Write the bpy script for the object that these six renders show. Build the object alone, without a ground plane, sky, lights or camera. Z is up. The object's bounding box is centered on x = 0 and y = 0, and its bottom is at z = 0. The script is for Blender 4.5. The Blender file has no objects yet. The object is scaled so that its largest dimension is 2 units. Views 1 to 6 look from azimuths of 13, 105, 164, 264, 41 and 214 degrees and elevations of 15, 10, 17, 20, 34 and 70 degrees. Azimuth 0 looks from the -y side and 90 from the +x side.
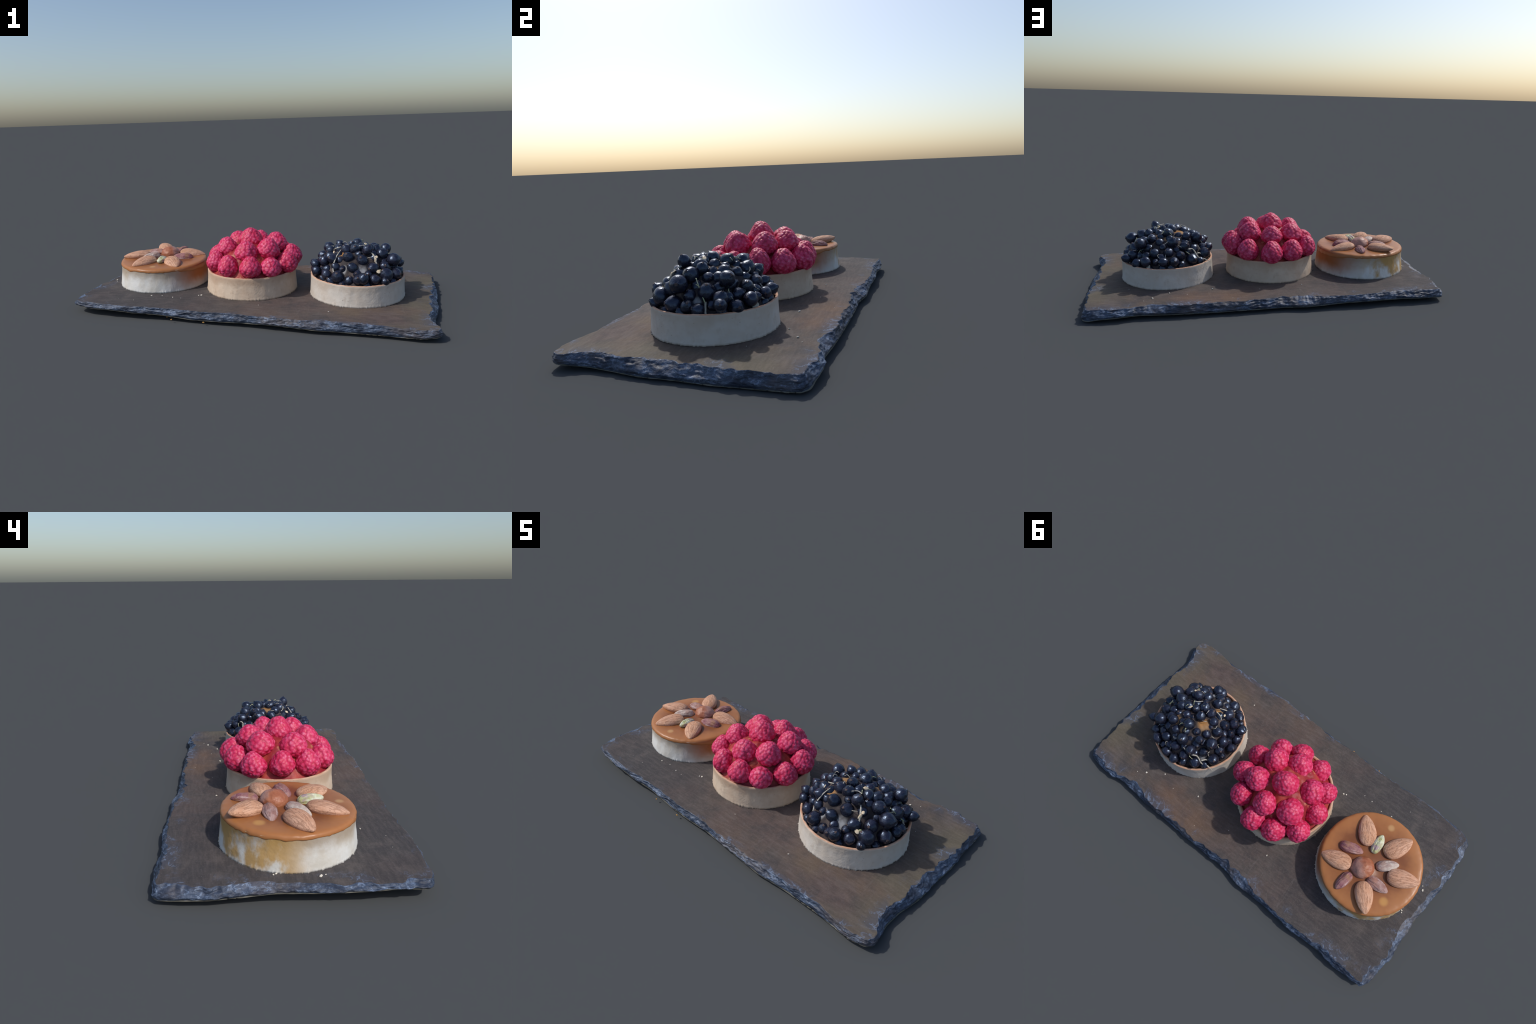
import bpy, bmesh, math, random
from mathutils import Vector, Matrix, noise, Euler

SEED = 7
rng = random.Random(SEED)

# ------------------------------------------------------------------ helpers
def link(ob, parent=None):
    bpy.context.scene.collection.objects.link(ob)
    if parent is not None:
        ob.parent = parent
    return ob

def empty(name, loc, label, category):
    e = bpy.data.objects.new(name, None)
    e.empty_display_size = 0.1
    e.location = loc
    e["label"] = label
    e["category"] = category
    return link(e)

def mesh_from(name, verts, faces, mats, fmat=None, smooth=True):
    me = bpy.data.meshes.new(name)
    me.from_pydata(verts, [], faces)
    for m in mats:
        me.materials.append(m)
    if fmat:
        for p, k in zip(me.polygons, fmat):
            p.material_index = k
    if smooth:
        for p in me.polygons:
            p.use_smooth = True
    me.update()
    return me

def lerp(a, b, t):
    return a + (b - a) * t

def clamp(x, a=0.0, b=1.0):
    return max(a, min(b, x))

def smooth01(x):
    x = clamp(x)
    return x * x * (3 - 2 * x)

def table(x, pts):
    if x <= pts[0][0]:
        return pts[0][1]
    for (a, fa), (b, fb) in zip(pts, pts[1:]):
        if x <= b:
            return lerp(fa, fb, (x - a) / (b - a))
    return pts[-1][1]

def nz(x, y, z=0.0):
    return noise.noise(Vector((x, y, z)))

def fbm(x, y, z=0.0, o=4):
    return noise.fractal(Vector((x, y, z)), 1.0, 2.0, o)

# ------------------------------------------------------------------ material builder
class NT:
    def __init__(self, name):
        self.m = bpy.data.materials.new(name)
        self.m.use_nodes = True
        self.t = self.m.node_tree
        self.b = self.t.nodes["Principled BSDF"]
        self.co = self.n("ShaderNodeTexCoord").outputs["Object"]

    def n(self, kind, **kw):
        nd = self.t.nodes.new(kind)
        for k, v in kw.items():
            setattr(nd, k, v)
        return nd

    def put(self, sock, v):
        if isinstance(v, bpy.types.NodeSocket):
            self.t.links.new(v, sock)
        elif v is not None:
            if hasattr(sock, "default_value") and isinstance(v, (tuple, list)) and len(v) == 3 and sock.type == 'RGBA':
                v = (*v, 1)
            sock.default_value = v

    def mapping(self, scale=(1, 1, 1), rot=(0, 0, 0), loc=(0, 0, 0), src=None):
        nd = self.n("ShaderNodeMapping")
        self.put(nd.inputs["Vector"], src or self.co)
        nd.inputs["Scale"].default_value = scale
        nd.inputs["Rotation"].default_value = rot
        nd.inputs["Location"].default_value = loc
        return nd.outputs[0]

    def noise(self, scale=5, detail=4, rough=0.55, vec=None, dist=0.0):
        nd = self.n("ShaderNodeTexNoise")
        self.put(nd.inputs["Vector"], vec or self.co)
        nd.inputs["Scale"].default_value = scale
        nd.inputs["Detail"].default_value = detail
        nd.inputs["Roughness"].default_value = rough
        nd.inputs["Distortion"].default_value = dist
        return nd.outputs["Fac"]

    def voronoi(self, scale=5, feature='F1', vec=None, rand=1.0):
        nd = self.n("ShaderNodeTexVoronoi", feature=feature)
        self.put(nd.inputs["Vector"], vec or self.co)
        nd.inputs["Scale"].default_value = scale
        nd.inputs["Randomness"].default_value = rand
        return nd.outputs["Distance"]

    def ramp(self, fac, a, b):
        """linear 0..1 between a and b"""
        nd = self.n("ShaderNodeMapRange", interpolation_type='SMOOTHSTEP')
        self.put(nd.inputs["Value"], fac)
        nd.inputs["From Min"].default_value = a
        nd.inputs["From Max"].default_value = b
        return nd.outputs[0]

    def math(self, op, a, b=None):
        nd = self.n("ShaderNodeMath", operation=op)
        self.put(nd.inputs[0], a)
        self.put(nd.inputs[1], b)
        return nd.outputs[0]

    def mul(self, a, b): return self.math('MULTIPLY', a, b)
    def add(self, a, b): return self.math('ADD', a, b)
    def sub(self, a, b): return self.math('SUBTRACT', a, b)

    def mix(self, fac, a, b, mode='MIX'):
        nd = self.n("ShaderNodeMix", data_type='RGBA', blend_type=mode)
        self.put(nd.inputs["Factor"], fac)
        self.put(nd.inputs["A"], None)
        ia = [s for s in nd.inputs if s.name == "A" and s.type == 'RGBA'][0]
        ib = [s for s in nd.inputs if s.name == "B" and s.type == 'RGBA'][0]
        self.put(ia, a)
        self.put(ib, b)
        return [s for s in nd.outputs if s.type == 'RGBA'][0]

    def xyz(self, src=None):
        nd = self.n("ShaderNodeSeparateXYZ")
        self.put(nd.inputs[0], src or self.co)
        return nd.outputs[0], nd.outputs[1], nd.outputs[2]

    def rand(self):
        return self.n("ShaderNodeObjectInfo").outputs["Random"]

    def bump(self, h, strength=0.3, dist=0.01, normal=None):
        nd = self.n("ShaderNodeBump")
        nd.inputs["Strength"].default_value = strength
        nd.inputs["Distance"].default_value = dist
        self.put(nd.inputs["Height"], h)
        if normal is not None:
            self.put(nd.inputs["Normal"], normal)
        return nd.outputs[0]

    def done(self, color, rough=0.6, normal=None, **kw):
        self.put(self.b.inputs["Base Color"], color)
        self.put(self.b.inputs["Roughness"], rough)
        if normal is not None:
            self.put(self.b.inputs["Normal"], normal)
        for k, v in kw.items():
            self.put(self.b.inputs[k.replace("_", " ")], v)
        return self.m

# ------------------------------------------------------------------ materials
def mat_slate_top():
    t = NT("slate_top")
    x, y, z = t.xyz()
    n1 = t.noise(2.2, 5, 0.6)
    n2 = t.noise(4.5, 5, 0.6, vec=t.mapping(loc=(3.1, 1.7, 0)))
    n3 = t.noise(1.6, 3, 0.5, vec=t.mapping(loc=(7.3, 2.2, 0)))
    streak = t.noise(46, 5, 0.62, vec=t.mapping(scale=(0.34, 1.5, 1.0), rot=(0, 0, 0.30)))
    grain = t.noise(130, 3, 0.65)
    base = t.mix(t.ramp(x, -0.75, 0.35), (0.060, 0.056, 0.057), (0.090, 0.075, 0.068))
    base = t.mix(t.mul(t.ramp(n1, 0.42, 0.62), t.add(0.25, t.mul(0.75, t.ramp(x, -0.65, -0.1)))), base, (0.100, 0.072, 0.065))
    mott = t.noise(11, 4, 0.6, vec=t.mapping(loc=(9, 4, 0)))
    base = t.mix(t.mul(t.ramp(mott, 0.56, 0.36), 0.55), base, (0.048, 0.045, 0.048))
    base = t.mix(t.mul(t.ramp(mott, 0.52, 0.68), 0.35), base, (0.135, 0.115, 0.105))
    warm = t.mul(t.ramp(n2, 0.44, 0.70), t.ramp(x, -0.4, 0.5))
    base = t.mix(warm, base, (0.122, 0.086, 0.064))
    olive = t.mul(t.ramp(n3, 0.44, 0.62), t.ramp(x, 0.25, 0.9))
    base = t.mix(olive, base, (0.120, 0.102, 0.072))
    # rusty stain along the back edge
    dx = t.math('POWER', t.sub(x, 0.36), 2.0)
    dy = t.math('POWER', t.mul(t.sub(y, 0.36), 2.2), 2.0)
    rust = t.mul(t.ramp(t.add(dx, dy), 0.07, 0.0), t.ramp(n2, 0.30, 0.6))
    base = t.mix(t.mul(rust, 0.5), base, (0.175, 0.098, 0.058))
    base = t.mix(t.ramp(streak, 0.36, 0.76), t.mix(0.16, base, (0.03, 0.028, 0.03)), t.mix(0.09, base, (0.30, 0.25, 0.23)))
    base = t.mix(t.mul(t.ramp(grain, 0.50, 0.75), 0.16), base, (0.22, 0.19, 0.18))
    base = t.mix(t.mul(t.ramp(grain, 0.48, 0.28), 0.20), base, (0.04, 0.036, 0.036))
    flecks = t.ramp(t.voronoi(42), 0.055, 0.03)
    flecks = t.mul(flecks, t.ramp(t.noise(9, 2), 0.57, 0.64))
    base = t.mix(t.mul(flecks, 0.6), base, (0.36, 0.36, 0.34))
    # faint scratches
    sc = t.noise(3.0, 1, 0.4, vec=t.mapping(scale=(6.0, 0.7, 1), rot=(0, 0, 0.9), loc=(1.4, 0.2, 0)))
    sc = t.ramp(t.math('ABSOLUTE', t.sub(sc, 0.5)), 0.006, 0.0)
    base = t.mix(t.mul(sc, 0.08), base, (0.26, 0.24, 0.23))
    # splintered blue-grey slate close to the four broken edges
    near = None
    for px, py, qx, qy, w in ((0.915, -0.53, -0.98, -0.41, 0.030), (0.92, -0.50, 0.99, 0.39, 0.085), (0.97, 0.41, -0.90, 0.53, 0.085), (-0.925, 0.51, -1.0, -0.38, 0.100)):
        L = math.hypot(qx - px, qy - py)
        a, b = -(qy - py) / L, (qx - px) / L
        if a * px + b * py > 0:
            a, b = -a, -b
        d = t.add(t.add(t.mul(x, a), t.mul(y, b)), -(a * px + b * py))
        m = t.ramp(d, w, w * 0.25)
        near = m if near is None else t.math('MAXIMUM', near, m)
    crack = t.noise(17, 5, 0.62, dist=0.8)
    patch = t.ramp(t.noise(7, 3, 0.5, vec=t.mapping(loc=(2, 5, 1))), 0.50, 0.62)
    vein = t.ramp(t.math('ABSOLUTE', t.sub(crack, 0.5)), 0.030, 0.0)
    body = t.mul(t.mul(near, patch), 0.55)
    base = t.mix(body, base, (0.062, 0.070, 0.098))
    base = t.mix(t.mul(t.mul(near, patch), t.mul(vein, 0.75)), base, (0.17, 0.225, 0.33))
    h = t.add(streak, t.mul(grain, 0.45))
    return t.done(base, t.add(0.68, t.mul(n1, 0.2)), t.bump(h, 0.40, 0.005), Specular_IOR_Level=0.2)

def mat_slate_edge():
    t = NT("slate_edge")
    n1 = t.noise(15, 6, 0.68, vec=t.mapping(scale=(0.8, 0.8, 1.7)), dist=0.3)
    n2 = t.noise(26, 6, 0.68, vec=t.mapping(scale=(0.7, 0.7, 1.7), loc=(4, 2, 1)), dist=0.5)
    n3 = t.noise(4, 3, 0.5, vec=t.mapping(loc=(1, 9, 3)))
    n4 = t.noise(55, 3, 0.6)
    base = t.mix(t.ramp(n1, 0.36, 0.64), (0.020, 0.028, 0.050), (0.066, 0.092, 0.148))  # stone made darker and bluer to match its shaded sides
    base = t.mix(t.mul(t.ramp(n3, 0.50, 0.64), 0.6), base, (0.092, 0.080, 0.082))
    vein = t.ramp(t.math('ABSOLUTE', t.sub(n2, 0.5)), 0.038, 0.0)
    base = t.mix(t.mul(t.mul(vein, t.ramp(n1, 0.42, 0.60)), 0.8), base, (0.20, 0.265, 0.385))
    base = t.mix(t.mul(t.ramp(n4, 0.58, 0.72), 0.35), base, (0.14, 0.185, 0.27))
    h = t.add(n1, t.mul(n2, 0.7))
    return t.done(base, 0.5, t.bump(h, 0.6, 0.010), Specular_IOR_Level=0.4)

def mat_slate_under():
    t = NT("slate_under")
    n1 = t.noise(7, 5)
    base = t.mix(t.ramp(n1, 0.4, 0.65), (0.10, 0.095, 0.075), (0.19, 0.18, 0.15))
    return t.done(base, 0.7, t.bump(n1, 0.3, 0.01))

def mat_crust(name, pale, tan, tan_amount):
    """baked shortcrust: pale wall, toasted towards the rim in blotches"""
    t = NT(name)
    x, y, z = t.xyz()
    n1 = t.noise(9, 5, 0.6)
    n2 = t.noise(34, 4, 0.6, vec=t.mapping(scale=(1, 1, 0.9)))
    pores = t.ramp(t.voronoi(60, rand=1.0), 0.16, 0.05)
    pores = t.mul(pores, t.ramp(t.noise(22, 2), 0.52, 0.6))
    rimz = t.ramp(t.add(z, t.mul(t.sub(n1, 0.5), 0.05)), 0.06, 0.112)
    base = t.mix(t.ramp(n1, 0.35, 0.68), pale, t.mix(0.45, pale, tan))
    base = t.mix(t.mul(rimz, tan_amount), base, tan)
    base = t.mix(t.mul(t.ramp(n2, 0.55, 0.75), 0.25), base, t.mix(0.5, tan, (0.20, 0.13, 0.08)))
    base = t.mix(t.mul(pores, 0.45), base, (0.20, 0.14, 0.10))
    h = t.sub(t.add(n2, t.mul(n1, 0.5)), t.mul(pores, 0.6))
    return t.done(base, 0.8, t.bump(h, 0.45, 0.006), Specular_IOR_Level=0.25)

def mat_rim(name, col, col2):
    t = NT(name)
    n1 = t.noise(20, 5, 0.6)
    base = t.mix(t.ramp(n1, 0.38, 0.65), col, col2)
    return t.done(base, 0.75, t.bump(n1, 0.4, 0.006), Specular_IOR_Level=0.25)

def mat_caramel_wall():
    """white crust with caramel that ran over the edge in places"""
    t = NT("caramel_crust")
    x, y, z = t.xyz()
    n1 = t.noise(8, 5, 0.6)
    n2 = t.noise(34, 4, 0.6, vec=t.mapping(scale=(1, 1, 0.9)))
    drip = t.noise(9, 5, 0.6, vec=t.mapping(scale=(1, 1, 0.6)))
    base = t.mix(t.ramp(n1, 0.35, 0.68), (0.68, 0.68, 0.66), (0.58, 0.545, 0.48))
    # toasted top band, on every side
    band = t.ramp(t.add(z, t.mul(t.sub(n1, 0.5), 0.08)), 0.045, 0.120)
    base = t.mix(t.mul(band, 0.8), base, (0.37, 0.285, 0.205))
    # yellow runs on the far left and back sides
    dirn = t.add(t.mul(x, -0.62), t.mul(y, 0.78))
    side = t.ramp(dirn, 0.11, 0.22)
    reach = t.ramp(t.add(t.mul(drip, 0.42), t.mul(z, 0.45)), 0.195, 0.262)
    base = t.mix(t.mul(t.mul(side, reach), 0.9), base, (0.46, 0.27, 0.08))
    # amber flow where the tart faces its neighbour
    dirn2 = t.add(t.mul(x, 0.93), t.mul(y, 0.05))
    amber = t.mul(t.ramp(dirn2, 0.06, 0.23), t.ramp(t.add(z, t.mul(drip, 0.08)), 0.01, 0.12))
    base = t.mix(amber, base, (0.31, 0.105, 0.030))
    h = t.add(n2, t.mul(n1, 0.4))
    return t.done(base, 0.7, t.bump(h, 0.4, 0.006), Specular_IOR_Level=0.3)

def mat_caramel():
    t = NT("caramel")
    x, y, z = t.xyz()
    r = t.math('SQRT', t.add(t.mul(x, x), t.mul(y, y)))
    n1 = t.noise(9, 5, 0.6)
    edge = t.ramp(t.add(r, t.mul(t.sub(n1, 0.5), 0.09)), 0.13, 0.255)
    base = t.mix(t.ramp(n1, 0.35, 0.65), (0.190, 0.064, 0.024), (0.265, 0.096, 0.033))
    base = t.mix(t.mul(edge, 0.8), base, (0.41, 0.170, 0.060))
    bub = t.mul(t.ramp(t.voronoi(30), 0.12, 0.04), t.ramp(t.noise(11, 2), 0.56, 0.64))
    base = t.mix(t.mul(bub, 0.55), base, (0.56, 0.34, 0.17))
    def blob(px, py, rad):
        d = t.add(t.math('POWER', t.sub(x, px), 2.0), t.math('POWER', t.sub(y, py), 2.0))
        return t.ramp(d, rad * rad, 0.0)
    base = t.mix(t.mul(blob(0.010, -0.205, 0.022), 0.55), base, (0.60, 0.38, 0.17))
    base = t.mix(t.mul(blob(-0.150, 0.128, 0.028), 0.55), base, (0.62, 0.34, 0.10))
    return t.done(base, 0.36, t.bump(n1, 0.15, 0.01), Specular_IOR_Level=0.35,
                  Subsurface_Weight=0.15, Subsurface_Radius=(0.03, 0.012, 0.004), Subsurface_Scale=0.3)

def mat_almond():
    t = NT("almond_skin")
    rn = t.rand()
    v = t.mapping(scale=(0.17, 1.0, 1.0), loc=(0, 0.3, 0.1))
    n1 = t.noise(11, 4, 0.6, vec=v, dist=0.35)
    n2 = t.noise(2.6, 4, 0.6)
    groove = t.ramp(t.math('ABSOLUTE', t.sub(n1, 0.5)), 0.045, 0.0)
    base = t.mix(t.ramp(n2, 0.35, 0.65), (0.54, 0.285, 0.165), (0.64, 0.385, 0.260))
    base = t.mix(t.mul(rn, 0.35), base, (0.50, 0.275, 0.205))
    base = t.mix(t.mul(groove, 0.50), base, (0.28, 0.12, 0.06))
    h = t.sub(n2, t.mul(groove, 0.9))
    return t.done(base, 0.62, t.bump(h, 0.4, 0.02), Specular_IOR_Level=0.25)

def mat_hazelnut():
    t = NT("hazelnut_skin")
    n1 = t.noise(2.4, 5, 0.6)
    x, y, z = t.xyz()
    base = t.mix(t.ramp(n1, 0.35, 0.68), (0.31, 0.098, 0.048), (0.41, 0.165, 0.088))
    side = t.ramp(t.add(x, t.mul(t.sub(n1, 0.5), 0.5)), -0.12, 0.12)
    base = t.mix(side, base, t.mix(n1, (0.26, 0.115, 0.085), (0.46, 0.27, 0.22)))
    return t.done(base, 0.42, t.bump(n1, 0.25, 0.05), Specular_IOR_Level=0.4)

def mat_pistachio(name, a, b, c):
    t = NT(name)
    n1 = t.noise(2.6, 5, 0.6)
    n2 = t.noise(7, 4, 0.6, vec=t.mapping(scale=(0.3, 1, 1)))
    n3 = t.noise(1.8, 3, 0.5, vec=t.mapping(loc=(5, 1, 2)))
    base = t.mix(t.ramp(n1, 0.40, 0.62), a, b)
    base = t.mix(t.ramp(n3, 0.50, 0.60), base, c)
    base = t.mix(t.mul(t.ramp(n2, 0.56, 0.7), 0.5), base, (0.60, 0.48, 0.48))
    return t.done(base, 0.6, t.bump(n2, 0.5, 0.03), Specular_IOR_Level=0.3)

def mat_raspberry(name, col, col2, pale):
    t = NT(name)
    n1 = t.noise(1.3, 4, 0.55)
    n2 = t.noise(3.4, 4, 0.6)
    rn = t.rand()
    base = t.mix(t.ramp(n1, 0.35, 0.66), col, col2)
    base = t.mix(t.mul(rn, 0.45), base, (0.50, 0.012, 0.060))
    base = t.mix(t.mul(t.ramp(n2, 0.46, 0.66), 0.60), base, pale)
    return t.done(base, 0.48, t.bump(n2, 0.15, 0.03), Specular_IOR_Level=0.40)

def mat_jelly():
    t = NT("raspberry_filling")
    n1 = t.noise(14, 4)
    base = t.mix(t.ramp(n1, 0.42, 0.66), (0.26, 0.018, 0.026), (0.38, 0.058, 0.042))  # red deepened to include the shadow in the crevices
    base = t.mix(t.ramp(t.noise(22, 3, vec=t.mapping(loc=(3, 3, 3))), 0.62, 0.72), base, (0.44, 0.16, 0.09))
    return t.done(base, 0.5, t.bump(n1, 0.5, 0.012), Specular_IOR_Level=0.3)

def mat_currant():
    t = NT("currant_skin")
    rn = t.rand()
    n1 = t.noise(1.2, 4, 0.55)
    n2 = t.noise(3.0, 4, 0.6, vec=t.mapping(loc=(2, 2, 5)))
    base = t.mix(t.ramp(n1, 0.35, 0.66), (0.0055, 0.006, 0.011), (0.013, 0.016, 0.031))  # skin and gloss tinted blue for the sheen baked into the scan
    base = t.mix(t.mul(rn, 0.40), base, (0.022, 0.018, 0.034))
    base = t.mix(t.mul(t.ramp(n2, 0.56, 0.72), 0.45), base, (0.080, 0.066, 0.068))
    return t.done(base, t.add(0.20, t.mul(n2, 0.18)), t.bump(n1, 0.12, 0.06), Specular_IOR_Level=0.85,
                  Specular_Tint=(0.55, 0.71, 1.0))

def mat_calyx():
    t = NT("currant_calyx")
    n1 = t.noise(6, 3)
    base = t.mix(n1, (0.040, 0.028, 0.030), (0.11, 0.074, 0.070))
    return t.done(base, 0.8)

PATCH = [(0.034, -0.176, 0.030), (-0.066, -0.175, 0.022), (-0.146, 0.150, 0.026), (0.203, 0.008, 0.020)]
TOPS = [(-0.066, 0.016, 0.038), (0.0, 0.098, 0.024), (0.076, 0.066, 0.032), (-0.078, -0.094, 0.026)]

def mat_cream():
    t = NT("cream_mound")
    x, y, z = t.xyz()
    n1 = t.noise(11, 4, 0.55)
    n2 = t.noise(24, 4, 0.55, vec=t.mapping(loc=(4, 1, 8)))
    def spots(rows, grow):
        m = None
        for px, py, r in rows:
            d = t.math('SQRT', t.add(t.math('POWER', t.sub(x, px), 2.0), t.math('POWER', t.sub(y, py), 2.0)))
            d = t.add(d, t.mul(t.sub(n1, 0.5), 0.030))
            v = t.ramp(d, r * grow, r * 0.35)
            m = v if m is None else t.math('MAXIMUM', m, v)
        return m
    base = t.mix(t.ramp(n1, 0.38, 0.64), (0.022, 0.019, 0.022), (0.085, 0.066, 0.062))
    base = t.mix(spots(PATCH, 1.0), base, t.mix(t.ramp(n2, 0.35, 0.62), (0.105, 0.10, 0.103), (0.27, 0.275, 0.29)))
    base = t.mix(spots(TOPS, 1.1), base, t.mix(t.ramp(n2, 0.35, 0.65), (0.33, 0.165, 0.058), (0.34, 0.225, 0.13)))
    return t.done(base, 0.6, t.bump(n1, 0.3, 0.01), Specular_IOR_Level=0.15)

def mat_plain(name, a, b, scale=25, rough=0.8):
    t = NT(name)
    n1 = t.noise(scale, 4)
    return t.done(t.mix(t.ramp(n1, 0.35, 0.65), a, b), rough, t.bump(n1, 0.3, 0.004))

M_TOP, M_EDGE, M_UNDER = mat_slate_top(), mat_slate_edge(), mat_slate_under()
M_CRUST_R = mat_crust("raspberry_crust", (0.63, 0.51, 0.395), (0.45, 0.300, 0.205), 0.60)
M_CRUST_C = mat_crust("currant_crust", (0.60, 0.560, 0.510), (0.48, 0.385, 0.300), 0.45)
M_RIM = mat_rim("toasted_rim", (0.52, 0.29, 0.19), (0.60, 0.40, 0.29))
M_RIM_IN = mat_rim("inner_crust", (0.40, 0.18, 0.085), (0.52, 0.30, 0.19))
M_CWALL, M_CARAMEL = mat_caramel_wall(), mat_caramel()
M_ALMOND, M_HAZEL = mat_almond(), mat_hazelnut()
M_PISTA = mat_pistachio("pistachio_purple", (0.25, 0.10, 0.115), (0.36, 0.19, 0.17), (0.30, 0.15, 0.10))
M_PISTB = mat_pistachio("pistachio_brown", (0.28, 0.145, 0.125), (0.40, 0.27, 0.25), (0.34, 0.17, 0.13))
M_PISTC = mat_pistachio("pistachio_pale", (0.40, 0.29, 0.26), (0.54, 0.47, 0.41), (0.36, 0.24, 0.20))
M_PISTG = mat_pistachio("pistachio_green", (0.46, 0.46, 0.22), (0.64, 0.66, 0.52), (0.38, 0.28, 0.29))
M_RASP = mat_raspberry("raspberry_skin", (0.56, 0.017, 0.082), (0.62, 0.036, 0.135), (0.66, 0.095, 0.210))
M_RASP_TIP = mat_raspberry("raspberry_pale_top", (0.60, 0.030, 0.110), (0.67, 0.078, 0.195), (0.73, 0.23, 0.35))
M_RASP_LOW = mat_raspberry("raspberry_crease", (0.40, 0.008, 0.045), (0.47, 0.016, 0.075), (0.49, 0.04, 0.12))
M_JELLY, M_CURRANT, M_CALYX, M_CREAM = mat_jelly(), mat_currant(), mat_calyx(), mat_cream()
M_STEM = mat_plain("dry_stem", (0.33, 0.31, 0.26), (0.50, 0.47, 0.42))
M_STEMG = mat_plain("green_stem", (0.34, 0.37, 0.20), (0.46, 0.47, 0.31))
M_FLAKE = mat_plain("dry_petal", (0.60, 0.48, 0.33), (0.72, 0.62, 0.48))
M_CRUMB = mat_plain("pastry_crumb", (0.62, 0.57, 0.48), (0.75, 0.71, 0.64), 60)
M_RUST = mat_plain("rusty_flake", (0.33, 0.16, 0.04), (0.48, 0.26, 0.07))

# ------------------------------------------------------------------ the slate
# outline seen from above, counter-clockwise, corner by corner: (x, y, bottom z, chip width)
OUTLINE = [
    (0.936, -0.538, 0.026, 0.012), (0.956, -0.508, 0.022, 0.014), (0.941, -0.391, 0.014, 0.032),
    (0.944, -0.298, 0.006, 0.025), (0.973, -0.168, 0.005, 0.043), (0.978, -0.047, 0.005, 0.040),
    (0.994, 0.099, 0.004, 0.034), (0.992, 0.226, 0.002, 0.025), (1.000, 0.350, 0.004, 0.027),
    (1.000, 0.398, 0.006, 0.024), (0.975, 0.425, 0.008, 0.020), (0.912, 0.433, 0.016, 0.026),
    (0.831, 0.443, 0.020, 0.046), (0.739, 0.430, 0.020, 0.050), (0.622, 0.444, 0.018, 0.046),
    (0.477, 0.455, 0.015, 0.032), (0.354, 0.463, 0.014, 0.034), (0.214, 0.473, 0.016, 0.030),
    (0.114, 0.478, 0.016, 0.050), (-0.013, 0.480, 0.015, 0.062), (-0.132, 0.510, 0.019, 0.058),
    (-0.237, 0.511, 0.022, 0.040), (-0.348, 0.517, 0.027, 0.028), (-0.492, 0.532, 0.030, 0.030),
    (-0.563, 0.530, 0.029, 0.034), (-0.677, 0.530, 0.027, 0.036), (-0.761, 0.545, 0.027, 0.034),
    (-0.860, 0.545, 0.025, 0.022), (-0.905, 0.545, 0.021, 0.018), (-0.923, 0.532, 0.021, 0.050),
    (-0.946, 0.445, 0.026, 0.050), (-0.959, 0.343, 0.030, 0.028), (-0.960, 0.232, 0.035, 0.042),
    (-0.967, 0.129, 0.045, 0.046), (-0.982, -0.012, 0.044, 0.046), (-1.002, -0.163, 0.052, 0.038),
    (-1.002, -0.297, 0.053, 0.042), (-0.998, -0.388, 0.042, 0.040), (-0.978, -0.411, 0.042, 0.026),
    (-0.895, -0.437, 0.037, 0.022), (-0.769, -0.451, 0.039, 0.014), (-0.616, -0.459, 0.032, 0.016),
    (-0.449, -0.457, 0.028, 0.018), (-0.282, -0.472, 0.017, 0.016), (-0.148, -0.482, 0.018, 0.018),
    (0.000, -0.484, 0.020, 0.016), (0.184, -0.507, 0.025, 0.018), (0.363, -0.525, 0.020, 0.030),
    (0.512, -0.517, 0.015, 0.028), (0.716, -0.525, 0.013, 0.018), (0.860, -0.545, 0.016, 0.014),
]

def slate_top_z(x, y):
    z = table(x, [(-1.02, 0.0680), (-0.9, 0.0690), (-0.62, 0.0672), (-0.05, 0.0645), (0.30, 0.0630), (0.55, 0.0622), (0.85, 0.0600), (1.0, 0.0580)])
    return z + 0.0010 * fbm(x * 7, y * 7, 1.3, 3) + 0.0007 * nz(x * 9 + y * 14, y * 40 - x * 9, 4.1)

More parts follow.
